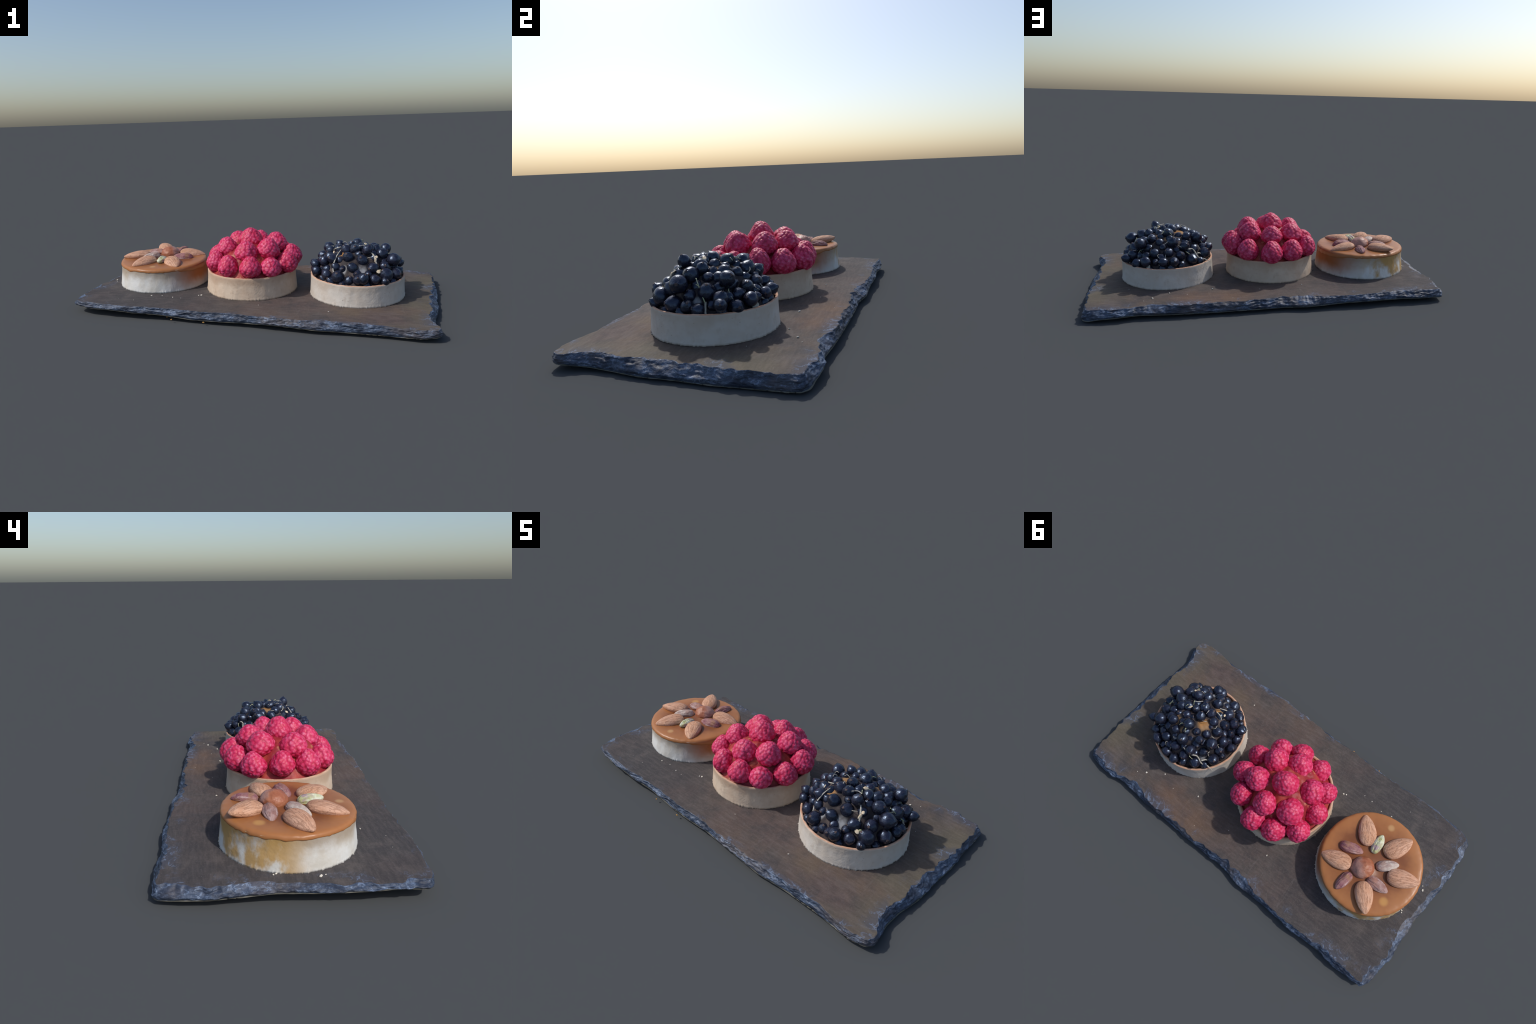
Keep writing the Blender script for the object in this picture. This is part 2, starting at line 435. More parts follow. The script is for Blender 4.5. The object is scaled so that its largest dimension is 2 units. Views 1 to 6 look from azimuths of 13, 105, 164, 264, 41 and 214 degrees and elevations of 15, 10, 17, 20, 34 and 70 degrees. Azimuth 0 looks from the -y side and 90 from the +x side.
def build_slate():
    # resample the outline finely
    P = []
    K = len(OUTLINE)
    for i in range(K):
        a, b = OUTLINE[i], OUTLINE[(i + 1) % K]
        L = math.hypot(b[0] - a[0], b[1] - a[1])
        m = max(2, int(L / 0.0045))
        for j in range(m):
            t = j / m
            P.append([lerp(a[k], b[k], t) for k in range(4)])
    N = len(P)
    # soften the polygon
    for _ in range(3):
        P = [[(P[i - 2][k] + 2 * P[i - 1][k] + 3 * P[i][k] + 2 * P[(i + 1) % N][k] + P[(i + 2) % N][k]) / 9 for k in range(4)] for i in range(N)]
    nrm = []
    for i in range(N):
        a, b = P[i - 5], P[(i + 5) % N]
        d = Vector((b[0] - a[0], b[1] - a[1]))
        d.normalize()
        nrm.append(Vector((-d.y, d.x)))     # inward for a counter-clockwise outline
    rings = []      # list of (list of points, tag)
    def medial(x, y):
        return Vector((clamp(x, -0.55, 0.55), 0.02))
    # underside, from the middle out
    for t in (1.0, 0.8, 0.6, 0.45, 0.32, 0.22, 0.14, 0.085, 0.05, 0.025, 0.010):
        ring = []
        for i in range(N):
            x, y, zb, w = P[i]
            q = medial(x, y)
            px, py = lerp(x, q.x, t), lerp(y, q.y, t)
            dd = smooth01(t / 0.13)
            zi = table(px, [(-1.0, 0.030), (-0.75, 0.022), (-0.4, 0.012), (1.0, 0.011)]) + 0.003 * nz(px * 3, py * 3, 9)
            zz = lerp(zb, min(zi, zb), dd) + 0.0015 * nz(px * 30, py * 30, 2)
            ring.append((px, py, max(0.0, zz)))
        rings.append((ring, 'under'))
    # broken edge: strata that step back, chips that bite into the top
    E = 24
    for k in range(E + 1):
        h = k / E
        ring = []
        for i in range(N):
            x, y, zb, w = P[i]
            n = nrm[i]
            chip = (1.15 if x > 0.88 else 0.82) * w * (0.55 + 0.55 * smooth01(0.5 + 1.2 * nz(x * 9, y * 9, 3.3)) + 0.40 * nz(x * 26, y * 26, 7.7) + 0.22 * nz(x * 70, y * 70, 1.7))
            chip = max(0.006, chip)
            zt = slate_top_z(x + n.x * chip, y + n.y * chip)
            z = lerp(zb, zt, h)
            if h < 0.30:
                inset = 0.010 * (1 - h / 0.30) ** 1.5
            else:
                g = (h - 0.30) / 0.70
                steps = 3.0
                ph = 0.9 * nz(x * 7, y * 7, 2.6) + 0.45 * nz(x * 24, y * 24, 6.1)
                q = g * steps + ph
                stair = (math.floor(q) + smooth01(((q - math.floor(q)) - 0.35) / 0.40)) / steps
                stair = clamp(stair - ph / steps)
                inset = chip * lerp(g ** 1.3, stair, clamp(0.20 + 0.9 * nz(x * 5, y * 5, 4.9)) * smooth01((1 - g) * 6))
            layer = math.floor(h * 5.0 + 0.8 * nz(x * 4, y * 4, 1.1))
            inset += 0.0034 * (nz(x * 18 + layer * 5.1, y * 18, layer * 3.7) + 0.2) * (1 - 0.5 * h)
            inset += 0.0030 * nz(x * 45, y * 45, h * 9) + 0.0016 * nz(x * 110, y * 110, h * 16)
            inset += (0.0075 * fbm(x * 17, y * 17, h * 1.7 + 3, 3) + 0.0022) * math.sin(math.pi * clamp(h, 0.08, 0.96)) ** 0.6
            z += (0.0035 * nz(x * 34, y * 34, h * 4 + 5) + 0.0022 * nz(x * 90, y * 90, h * 8)) * math.sin(math.pi * h)
            ring.append((x + n.x * inset, y + n.y * inset, max(0.0, z)))
        rings.append((ring, 'edge'))
    last = rings[-1][0]
    for _ in range(2):
        last = [tuple((last[i - 1][k] + 2 * last[i][k] + last[(i + 1) % N][k]) / 4 for k in range(3)) for i in range(N)]
    rings[-1] = (last, 'edge')
    calm = [(p[0], p[1]) for p in last]
    for _ in range(60):
        calm = [tuple((calm[i - 3][k] + calm[i - 1][k] + calm[i][k] + calm[(i + 1) % N][k] + calm[(i + 3) % N][k]) / 5 for k in range(2)) for i in range(N)]
    # top, from the edge in
    for t in (0.010, 0.022, 0.04, 0.06, 0.085, 0.115, 0.15, 0.19, 0.235, 0.285, 0.34, 0.40, 0.46, 0.52, 0.58, 0.64, 0.70, 0.76, 0.82, 0.88, 0.94, 1.0):
        ring = []
        for i in range(N):
            x, y, zb, w = P[i]
            q = medial(x, y)
            lx, ly, lz = last[i]
            f = smooth01(t / 0.07)
            lx, ly = lerp(lx, calm[i][0], f), lerp(ly, calm[i][1], f)
            px, py = lerp(lx, q.x, t), lerp(ly, q.y, t)
            z = slate_top_z(px, py)
            ring.append((px, py, z))
        rings.append((ring, 'top'))
    verts, faces, fm = [], [], []
    for ring, tag in rings:
        verts += ring
    mi = {'under': 2, 'edge': 1, 'top': 0}
    for r in range(len(rings) - 1):
        tag = rings[r + 1][1]
        for i in range(N):
            j = (i + 1) % N
            faces.append((r * N + i, r * N + j, (r + 1) * N + j, (r + 1) * N + i))
            k = mi[tag]
            if tag == 'edge' and rings[r][1] == 'under':
                k = 2
            fm.append(k)
    me = mesh_from("slate_board", verts, faces, [M_TOP, M_EDGE, M_UNDER], fm)
    bm = bmesh.new()
    bm.from_mesh(me)
    bmesh.ops.remove_doubles(bm, verts=bm.verts, dist=1e-5)
    bmesh.ops.recalc_face_normals(bm, faces=bm.faces)
    bm.to_mesh(me)
    bm.free()
    ob = bpy.data.objects.new("slate_board", me)
    ob["label"] = "rectangular dark slate serving board with chipped blue-grey edges"
    ob["category"] = "serving board"
    return link(ob)

slate = build_slate()

def lump(bm, c, r, flat=0.7, seed=0.0, sub=1, mat=0):
    res = bmesh.ops.create_icosphere(bm, subdivisions=sub, radius=1.0)
    rot = Euler((rng.uniform(-.5, .5), rng.uniform(-.5, .5), rng.uniform(0, 6.28))).to_matrix()
    st = rng.uniform(0.75, 1.5)
    for v in res['verts']:
        d = v.co * (1 + 0.35 * nz(v.co.x * 1.7 + seed, v.co.y * 1.7, v.co.z * 1.7 + seed))
        d = rot @ Vector((d.x * st, d.y / st, d.z * flat))
        v.co = Vector(c) + d * r
    for v in res['verts']:
        for f in v.link_faces:
            f.material_index = mat

def build_crumbs():
    bm = bmesh.new()
    spots = [(-0.88, 0.118, .006), (-0.885, 0.128, .0045), (-0.915, -0.03, .008), (-0.905, -0.05, .004),
             (0.655, 0.315, .0065), (0.565, 0.262, .005), (0.335, 0.255, .0062), (-0.30, -0.225, .0065), (-0.315, -0.23, .005),
             (-0.45, -0.28, .004), (-0.40, -0.285, .0032), (-0.58, -0.27, .005), (-0.52, -0.262, .004), (0.42, -0.37, .005),
             (-0.16, 0.295, .0055), (-0.86, 0.02, .003), (0.70, 0.34, .003), (0.05, -0.33, .003)]
    for i, (x, y, r) in enumerate(spots):
        lump(bm, (x, y, slate_top_z(x, y) + r * 0.35), r * 0.8, 0.7, i * 1.3)
    for i in range(12):
        x, y = rng.uniform(-.85, .85), rng.uniform(-.40, .40)
        if min(math.hypot(x - a, y - b) for a, b in ((.547, -.044), (-.053, -.019), (-.617, .036))) < 0.275:
            continue
        r = rng.uniform(0.0010, 0.0020)
        lump(bm, (x, y, slate_top_z(x, y) + r * 0.4), r, 0.75, i * 2.1)
    me = bpy.data.meshes.new("crumb")
    bm.to_mesh(me); bm.free()
    me.materials.append(M_CRUMB)
    ob = bpy.data.objects.new("crumb", me)
    ob["kind"] = "stuff"
    link(ob, slate)
    # rusty flakes clinging under the front edge
    bm = bmesh.new()
    for i in range(16):
        x = -0.42 + 0.32 * i / 15
        y = table(x, [(-0.45, -0.449), (-0.28, -0.463), (-0.05, -0.474)]) + rng.uniform(.004, .014)
        lump(bm, (x, y, 0.0185 + rng.uniform(-.002, .002)), rng.uniform(.003, .005), 0.30, i * .7)
    for x, y, r in ((-0.205, -0.488, .006), (-0.385, -0.474, .005)):
        lump(bm, (x, y, 0.0165), r, 0.6, x)
    me = bpy.data.meshes.new("rusty_flake")
    bm.to_mesh(me); bm.free()
    me.materials.append(M_RUST)
    ob = bpy.data.objects.new("rusty_flake", me)
    ob["kind"] = "stuff"
    link(ob, slate)

build_crumbs()

# ------------------------------------------------------------------ tart shells
def crust_mesh(name, rt, rb, h, wall, mats, seed, floor_drop=0.03, tilt=(0, 0)):
    """open pastry case, origin at the middle of its base; mats: wall, rim, inside"""
    N = 360
    prof = []                       # (radius, z, zone)
    prof.append((rb - 0.03, 0.000, 0))
    prof.append((rb - 0.004, -0.0005, 0))
    for k in range(15):
        t = k / 14
        z = h * t
        r = lerp(rb, rt, smooth01(t / 0.75))
        prof.append((r, z, 0))
    prof.append((rt - 0.0015, h + 0.0022, 1))
    prof.append((rt - wall * 0.35, h + 0.0032, 1))
    prof.append((rt - wall * 0.75, h + 0.0022, 1))
    prof.append((rt - wall, h - 0.003, 1))
    prof.append((rt - wall - 0.001, h - floor_drop * 0.5, 2))
    prof.append((rt - wall - 0.002, h - floor_drop, 2))
    verts, faces, fm = [], [], []
    for k, (r, z, zone) in enumerate(prof):
        for i in range(N):
            a = 2 * math.pi * i / N
            ca, sa = math.cos(a), math.sin(a)
            rr = r + 0.0022 * nz(ca * 2.2 + seed, sa * 2.2, 0.4) + 0.0009 * nz(ca * 9 + seed, sa * 9, z * 14)
            rr += 0.0007 * nz(ca * 9 + seed, sa * 9, z * 40)
            zz = z
            if zone == 0 and k >= 1:
                # ragged crumbly foot
                foot = clamp(1 - z / 0.018)
                rag = max(0.0, nz(ca * 30 + seed, sa * 30, z * 120 + 3)) + 0.6 * max(0.0, nz(ca * 70 + seed, sa * 70, z * 160))
                rr += foot ** 1.6 * 0.0080 * rag
                zz = max(0.0, zz)
                zz = zz - 0.0006 if k == 1 else zz
            if zone == 1:
                zz += 0.0016 * nz(ca * 8 + seed, sa * 8, 2.2) + 0.0010 * nz(ca * 30 + seed, sa * 30, 5.2)
            f = zz / h
            zz += f * (tilt[0] * ca * rr + tilt[1] * sa * rr)
            verts.append((ca * rr, sa * rr, zz))
    for k in range(len(prof) - 1):
        zone = max(prof[k][2], prof[k + 1][2]) if prof[k + 1][2] else 0
        for i in range(N):
            j = (i + 1) % N
            faces.append((k * N + i, k * N + j, (k + 1) * N + j, (k + 1) * N + i))
            fm.append(zone)
    faces.append(tuple(reversed(range(N))))
    fm.append(0)
    return mesh_from(name, verts, faces, mats, fm)

def dome_mesh(name, profile, mats, seed, amp=0.004, N=160, freq=9, lean=0.0):
    """mound of filling from a radius/height table, origin as for the case"""
    R = profile[-1][0]
    rings = 36
    verts = [(0, 0, profile[0][1])]
    for k in range(1, rings + 1):
        r = R * k / rings
        for i in range(N):
            a = 2 * math.pi * i / N
            x, y = r * math.cos(a), r * math.sin(a)
            z = table(r, profile) + lean * x * min(1, (R - r) / 0.04) + amp * fbm(x * freq + seed, y * freq, 2.0, 3) * min(1, (R - r) / 0.03)
            verts.append((x, y, z))
    faces = [(0, 1 + i, 1 + (i + 1) % N) for i in range(N)]
    for k in range(rings - 1):
        for i in range(N):
            j = (i + 1) % N
            faces.append((1 + k * N + i, 1 + (k + 1) * N + i, 1 + (k + 1) * N + j, 1 + k * N + j))
    return mesh_from(name, verts, faces, mats)

def add_part(name, me, parent, loc=(0, 0, 0), rot=None, scale=(1, 1, 1)):
    ob = bpy.data.objects.new(name, me)
    link(ob, parent)
    if rot is None:
        rot = Matrix.Identity(3)
    ob.matrix_local = Matrix.Translation(loc) @ rot.to_4x4() @ Matrix.Diagonal((*scale, 1))
    return ob

# ================================================================== caramel tart
CK = Vector((-0.617, 0.0350, 0.0675))
caramel_tart = empty("caramel_tart", CK, "round pale tart topped with caramel, almonds, hazelnut and pistachios", "tart")
TX, TY = -0.008, 0.010                      # the top leans a little
RK_T, RK_B, HK = 0.2600, 0.2690, 0.1300

def caramel_parts():
    N = 240
    seed = 2.3
    # wall
    prof = [(RK_B - 0.03, 0.0), (RK_B - 0.003, 0.0)] + [(lerp(RK_B, RK_T - 0.001, smooth01(t / 0.8)), HK * t) for t in [k / 16 for k in range(17)]] + [(RK_T - 0.03, HK)]
    verts, faces = [], []
    for k, (r, z) in enumerate(prof):
        for i in range(N * 2):
            a = math.pi * i / N
            ca, sa = math.cos(a), math.sin(a)
            rr = r + 0.0022 * nz(ca * 2.2 + seed, sa * 2.2, 0.4) + 0.0010 * nz(ca * 9 + seed, sa * 9, z * 14) + 0.0007 * nz(ca * 9, sa * 9, z * 40)
            foot = clamp(1 - z / 0.020) if k >= 1 else 0
            rag = max(0.0, nz(ca * 30 + seed, sa * 30, z * 120 + 3)) + 0.6 * max(0.0, nz(ca * 70 + seed, sa * 70, z * 160))
            rr += foot ** 1.6 * 0.0080 * rag
            zz = z + (z / HK) * (TX * ca + TY * sa) * rr
            verts.append((ca * rr, sa * rr, zz))
    M = N * 2
    for k in range(len(prof) - 1):
        for i in range(M):
            j = (i + 1) % M
            faces.append((k * M + i, k * M + j, (k + 1) * M + j, (k + 1) * M + i))
    faces.append(tuple(reversed(range(M))))
    add_part("crust", mesh_from("crust", verts, faces, [M_CWALL]), caramel_tart)
    # caramel layer: softly rounded lip that sags over the side in places
    verts, faces = [], []
    prof = [(0.0, 0.0125), (0.04, 0.0125), (0.08, 0.0124), (0.12, 0.0123), (0.16, 0.0122), (0.20, 0.0120), (0.228, 0.0116), (0.243, 0.0106),
            (0.2515, 0.0086), (0.2570, 0.0054), (0.2597, 0.0012), (0.2608, -0.0030), (0.2610, -0.0055), (0.2602, -0.0078), (0.2575, -0.0090), (0.250, -0.0085)]
    def sag(ca, sa):
        s = 0.9 * max(0.0, nz(ca * 5 + 1.7, sa * 5, 3.1)) + 0.6 * max(0.0, nz(ca * 13, sa * 13, 8.1))
        s += 1.6 * smooth01((ca - 0.55) / 0.4)          # runs down where it faces the next tart
        return s
    for k, (r, z) in enumerate(prof):
        for i in range(N):
            a = 2 * math.pi * i / N
            ca, sa = math.cos(a), math.sin(a)
            lip = smooth01((r - 0.235) / 0.02)
            rr = r + lip * (0.0020 * nz(ca * 2.2 + seed, sa * 2.2, 0.4) + 0.0018 * nz(ca * 12, sa * 12, 2) + 0.0008 * nz(ca * 30, sa * 30, 2))
            zz = z
            if k >= 9:
                zz = z - sag(ca, sa) * 0.010 * (k - 8) / 6
            zz += 0.0010 * nz(ca * r * 14, sa * r * 14, 4.4) + lip * 0.0016 * nz(ca * 11, sa * 11, 6.6)
            d = math.hypot(ca * r - 0.025, sa * r - 0.048)
            zz += 0.013 * smooth01((0.080 - d) / 0.040)    # caramel drawn up round the hazelnut
            zz += (TX * ca + TY * sa) * rr + HK
            verts.append((ca * rr, sa * rr, zz))
    for k in range(len(prof) - 1):
        for i in range(N):
            j = (i + 1) % N
            faces.append((k * N + j, k * N + i, (k + 1) * N + i, (k + 1) * N + j))
    me = mesh_from("caramel_layer", verts, faces, [M_CARAMEL])
    bm = bmesh.new(); bm.from_mesh(me)
    bmesh.ops.remove_doubles(bm, verts=bm.verts, dist=1e-6)
    bmesh.ops.recalc_face_normals(bm, faces=bm.faces)
    bm.to_mesh(me); bm.free()
    add_part("caramel_layer", me, caramel_tart)

caramel_parts()

def nut_mesh(name, prof, mat, wrinkle, freq, seed, flat=0.62, rings=56, N=64, keel=0.0, crack=None):
    """spindle lofted along x from (x, half-width) stations; x = +0.5 is the tip"""
    verts, faces = [], []
    for k in range(rings + 1):
        u = 0.5 - 0.5 * math.cos(math.pi * k / rings)
        x = -0.5 + u
        r = table(x, prof)
        for i in range(N):
            a = 2 * math.pi * i / N
            ca, sa = math.cos(a), math.sin(a)
            w = 1 + wrinkle * (nz(ca * freq + seed, sa * freq, x * 2.2) + 0.5 * nz(ca * freq * 2 + seed, sa * freq * 2, x * 5))
            w *= 1 + keel * max(0.0, sa) ** 6
            rr = r * w
            if crack is not None:
                d = abs(x - crack - 0.03 * ca - 0.02 * nz(ca * 3, 1, seed))
                rr *= 1 - 0.13 * smooth01(1 - d / 0.016)
            verts.append((x, ca * rr, sa * rr * flat))
    for k in range(rings):
        for i in range(N):
            j = (i + 1) % N
            faces.append((k * N + i, k * N + j, (k + 1) * N + j, (k + 1) * N + i))
    me = mesh_from(name, verts, faces, [mat])
    bm = bmesh.new(); bm.from_mesh(me)
    bmesh.ops.remove_doubles(bm, verts=bm.verts, dist=1e-5)
    bmesh.ops.recalc_face_normals(bm, faces=bm.faces)
    bm.to_mesh(me); bm.free()
    for p in me.polygons:
        p.use_smooth = True
    return me

def profile_smooth(pts, n=60):
    """Catmull-Rom through the stations, as a fine table"""
    out = []
    for i in range(len(pts) - 1):
        p0, p1, p2, p3 = pts[max(0, i - 1)], pts[i], pts[i + 1], pts[min(len(pts) - 1, i + 2)]
        for j in range(8):
            t = j / 8
            out.append(tuple(0.5 * ((2 * p1[k]) + (-p0[k] + p2[k]) * t + (2 * p0[k] - 5 * p1[k] + 4 * p2[k] - p3[k]) * t * t + (-p0[k] + 3 * p1[k] - 3 * p2[k] + p3[k]) * t ** 3) for k in range(2)))
    out.append(pts[-1])
    return [(a, max(0.0, b)) for a, b in out]

ALMOND = profile_smooth([(-0.5, 0.0), (-0.492, 0.075), (-0.46, 0.155), (-0.38, 0.235), (-0.24, 0.288), (-0.06, 0.298), (0.12, 0.262), (0.28, 0.204), (0.39, 0.136), (0.455, 0.085), (0.488, 0.048), (0.5, 0.0)])
PISTA = profile_smooth([(-0.5, 0.0), (-0.485, 0.09), (-0.42, 0.165), (-0.28, 0.225), (-0.05, 0.240), (0.18, 0.215), (0.34, 0.155), (0.45, 0.085), (0.49, 0.04), (0.5, 0.0)])

def top_k(dx, dy):
    return HK + 0.0122 + TX * dx + TY * dy

# dx, dy from the tart centre, length, tip direction (deg), pitch of tip (deg), roll, lift of the centre
almonds = [
    (0.104, -0.122, 0.164, -53, -4, 6, 0.0130, 0.05), (-0.071, -0.140, 0.165, -118, -3, -8, 0.0140, None),
    (-0.171, -0.017, 0.164, -157, -2, 5, 0.0180, None), (-0.061, 0.169, 0.160, 126, 6, -4, 0.0215, None),
    (0.151, 0.090, 0.160, 11, -6, 8, 0.0130, None)]
amesh = [nut_mesh("almond", ALMOND, M_ALMOND, 0.030, 4.5, 3.1 * s, 0.57, crack=c) for s, c in ((1, None), (2, None), (3, -0.12))]
for i, (dx, dy, L, ang, pitch, roll, lift, crack) in enumerate(almonds):
    me = amesh[2] if crack is not None else amesh[i % 2]
    R = Euler((math.radians(roll), math.radians(-pitch), math.radians(ang)), 'XYZ').to_matrix()
    add_part("almond", me, caramel_tart, (dx, dy, top_k(dx, dy) + lift - 0.0085), R, (L, L * rng.uniform(0.93, 0.98), L))

hz = nut_mesh("hazelnut", profile_smooth([(-0.5, 0.0), (-0.48, 0.16), (-0.40, 0.31), (-0.22, 0.44), (0.0, 0.475), (0.2, 0.42), (0.34, 0.29), (0.43, 0.15), (0.475, 0.07), (0.5, 0.0)]), M_HAZEL, 0.075, 2.6, 9.0, 0.86)
add_part("hazelnut", hz, caramel_tart, (0.024, 0.053, top_k(0.024, 0.053) + 0.009), Euler((0.1, math.radians(4), math.radians(38))).to_matrix(), (0.122, 0.112, 0.112))

pm = [nut_mesh("pistachio", PISTA, m, 0.13, 2.4, 4.4 * k, 0.84, keel=0.14) for k, m in enumerate((M_PISTA, M_PISTG, M_PISTB, M_PISTC))]
for dx, dy, L, ang, pitch, k, lift in [
        (0.118, 0.001, 0.124, 193, 2, 0, 0.006), (0.022, -0.093, 0.106, -87, 6, 1, 0.011), (-0.074, -0.029, 0.118, -140, -3, 3, 0.009),
        (-0.083, 0.080, 0.120, 180, -5, 2, 0.007), (0.063, 0.160, 0.110, 79, 2, 0, 0.007)]:
    R = Euler((rng.uniform(-.4, .4), math.radians(-pitch), math.radians(ang)), 'XYZ').to_matrix()
    add_part("pistachio", pm[k], caramel_tart, (dx, dy, top_k(dx, dy) + lift - 0.004), R, (L, L, L))

# ================================================================== raspberry tart
CR = Vector((-0.054, -0.0193, 0.0650))
raspberry_tart = empty("raspberry_tart", CR, "round shortcrust tart heaped with pink-red raspberries", "tart")
add_part("crust", crust_mesh("crust", 0.2550, 0.2610, 0.1195, 0.014, [M_CRUST_R, M_RIM, M_RIM_IN], 5.1), raspberry_tart)
add_part("filling", dome_mesh("filling", [(0, 0.264), (0.06, 0.260), (0.10, 0.249), (0.14, 0.230), (0.18, 0.188), (0.21, 0.146), (0.23, 0.116), (0.242, 0.106)], [M_JELLY], 3.0, 0.016, freq=13), raspberry_tart)

def raspberry_mesh(seed, count=62):
    """egg-shaped body whose surface is a packing of rounded drupelets; unit height 2, half-width ~1"""
    r = random.Random(seed)
    cen = []
    for i in range(count):
        zz = 1 - 2 * (i + 0.5) / count
        th = i * math.pi * (3 - math.sqrt(5)) + r.uniform(-.20, .20)
        zz = clamp(zz + r.uniform(-.045, .045), -0.99, 0.99)
        s = math.sqrt(1 - zz * zz)
        cen.append(Vector((s * math.cos(th), s * math.sin(th), zz)))
    bm = bmesh.new()
    bmesh.ops.create_icosphere(bm, subdivisions=5, radius=1.0)
    hmap = {}
    dent = [(Vector((r.uniform(-1, 1), r.uniform(-1, 1), r.uniform(-.3, .6))).normalized(), r.uniform(.03, .10)) for _ in range(2)]
    for v in bm.verts:
        d = v.co.normalized()
        ds = sorted((d - c).length for c in cen)
        cell = 0.47 * math.sqrt(66 / count)
        q = ds[0] / cell * 2
        hgt = math.sqrt(max(0.0, 1 - min(1.0, q * q * 0.55)))
        gap = smooth01((ds[1] - ds[0]) / (0.22 * cell))
        h = 0.45 * hgt + 0.55 * gap * hgt
        hmap[v.index] = h
        # egg: narrower at the top, flat foot
        z = d.z
        rad = 1.0 - 0.19 * smooth01((z + 0.15) / 1.15)
        p = Vector((d.x * rad, d.y * rad, z * (1.06 if z > 0 else 0.95)))
        k = 0.925 + 0.076 * h + 0.05 * nz(d.x * 1.3 + seed, d.y * 1.3, d.z * 1.3)
        for dd, amt in dent:
            k -= amt * smooth01((d.dot(dd) - 0.62) / 0.38)
        v.co = p * k
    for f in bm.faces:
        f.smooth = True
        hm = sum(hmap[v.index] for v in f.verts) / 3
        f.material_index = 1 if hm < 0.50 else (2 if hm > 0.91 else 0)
    me = bpy.data.meshes.new("raspberry")
    bm.to_mesh(me); bm.free()
    me.materials.append(M_RASP)
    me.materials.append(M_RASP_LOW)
    me.materials.append(M_RASP_TIP)
    return me

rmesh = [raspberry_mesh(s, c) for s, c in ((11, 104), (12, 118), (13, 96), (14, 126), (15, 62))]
# world x, y, z of the middle; half-width; half-height; outward lean in degrees; which berry
RASP = [
    (0.172, -0.090, 0.234, .056, .062, 4, 0), (0.098, -0.195, 0.232, .053, .055, 10, 4), (-0.013, -0.229, 0.234, .057, .063, -2, 1),
    (-0.144, -0.211, 0.232, .056, .066, 0, 2), (-0.243, -0.125, 0.238, .052, .066, -4, 1), (-0.262, 0.001, 0.244, .055, .062, 0, 3),
    (-0.241, 0.131, 0.238, .055, .064, 8, 0), (-0.132, 0.200, 0.236, .058, .066, 4, 1), (-0.006, 0.212, 0.234, .059, .068, -2, 3),
    (0.116, 0.142, 0.236, .057, .066, -2, 1), (0.180, 0.034, 0.246, .056, .068, -5, 3),
    (0.062, -0.095, 0.318, .060, .066, 6, 3), (-0.051, -0.146, 0.310, .059, .064, 2, 0), (-0.180, -0.062, 0.315, .059, .062, 6, 3),
    (-0.153, 0.084, 0.320, .061, .060, 8, 2), (-0.027, 0.123, 0.322, .057, .056, 4, 0), (0.079, 0.043, 0.325, .060, .062, -4, 1),
    (-0.055, -0.014, 0.355, .062, .067, 0, 3)]
for x, y, z, a, b, lean, k in RASP:
    dx, dy = x - CR.x, y - CR.y
    if math.hypot(dx, dy) > 0.18:            # the outer ring leans on the rim
        dx, dy = dx * 0.962, dy * 0.962
    else:
        z -= 0.009
    az = math.atan2(dy, dx)
    lean = math.radians(lean)
    R = Matrix.Rotation(az, 3, 'Z') @ Matrix.Rotation(lean, 3, 'Y') @ Matrix.Rotation(rng.uniform(0, 6.28), 3, 'Z')
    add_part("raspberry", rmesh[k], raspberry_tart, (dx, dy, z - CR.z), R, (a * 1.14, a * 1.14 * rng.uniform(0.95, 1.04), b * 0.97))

# ================================================================== currant tart
CC = Vector((0.5470, -0.0440, 0.0625))
currant_tart = empty("currant_tart", CC, "round shortcrust tart piled with glossy blackcurrants and stems", "tart")
add_part("crust", crust_mesh("crust", 0.2540, 0.2575, 0.1130, 0.012, [M_CRUST_C, M_RIM, M_RIM_IN], 8.7, 0.04), currant_tart)
SHELL = [(0, .335), (.06, .332), (.1, .320), (.145, .298), (.165, .272), (.19, .245), (.205, .225), (.22, .203), (.238, .175)]
add_part("cream_mound", dome_mesh("cream_mound", [(r, max(0.08, z - CC.z - 0.013 - 0.004 * smooth01((r - .1) / .1))) for r, z in SHELL] + [(0.243, 0.085)], [M_CREAM], 1.0, 0.010, freq=14, lean=-0.05), currant_tart)

def currant_mesh(seed):
    """round berry with a withered flower crown at +z; unit radius"""
    bm = bmesh.new()
    bmesh.ops.create_uvsphere(bm, u_segments=28, v_segments=20, radius=1.0)
    for v in bm.verts:
        d = v.co.normalized()
        th = math.acos(clamp(d.z, -1, 1))
        k = 1 + 0.05 * nz(d.x * 1.6 + seed, d.y * 1.6, d.z * 1.6)
        az = math.atan2(d.y, d.x)
        k += 0.07 * smooth01((0.85 - th) / 0.85)                 # shoulders drawn towards the crown
        if th < 0.30:
            k += (0.13 + 0.09 * math.sin(az * 3 + seed)) * smooth01((0.30 - th) / 0.24)
        if th < 0.08:
            k -= 0.08
        v.co = d * k
    for f in bm.faces:
        f.smooth = True
        c = f.calc_center_median().normalized()
        f.material_index = 1 if math.acos(clamp(c.z, -1, 1)) < 0.17 else 0
    me = bpy.data.meshes.new("currant")
    bm.to_mesh(me); bm.free()
    me.materials.append(M_CURRANT)
    me.materials.append(M_CALYX)
    return me

cmesh = [currant_mesh(s * 2.7) for s in range(4)]
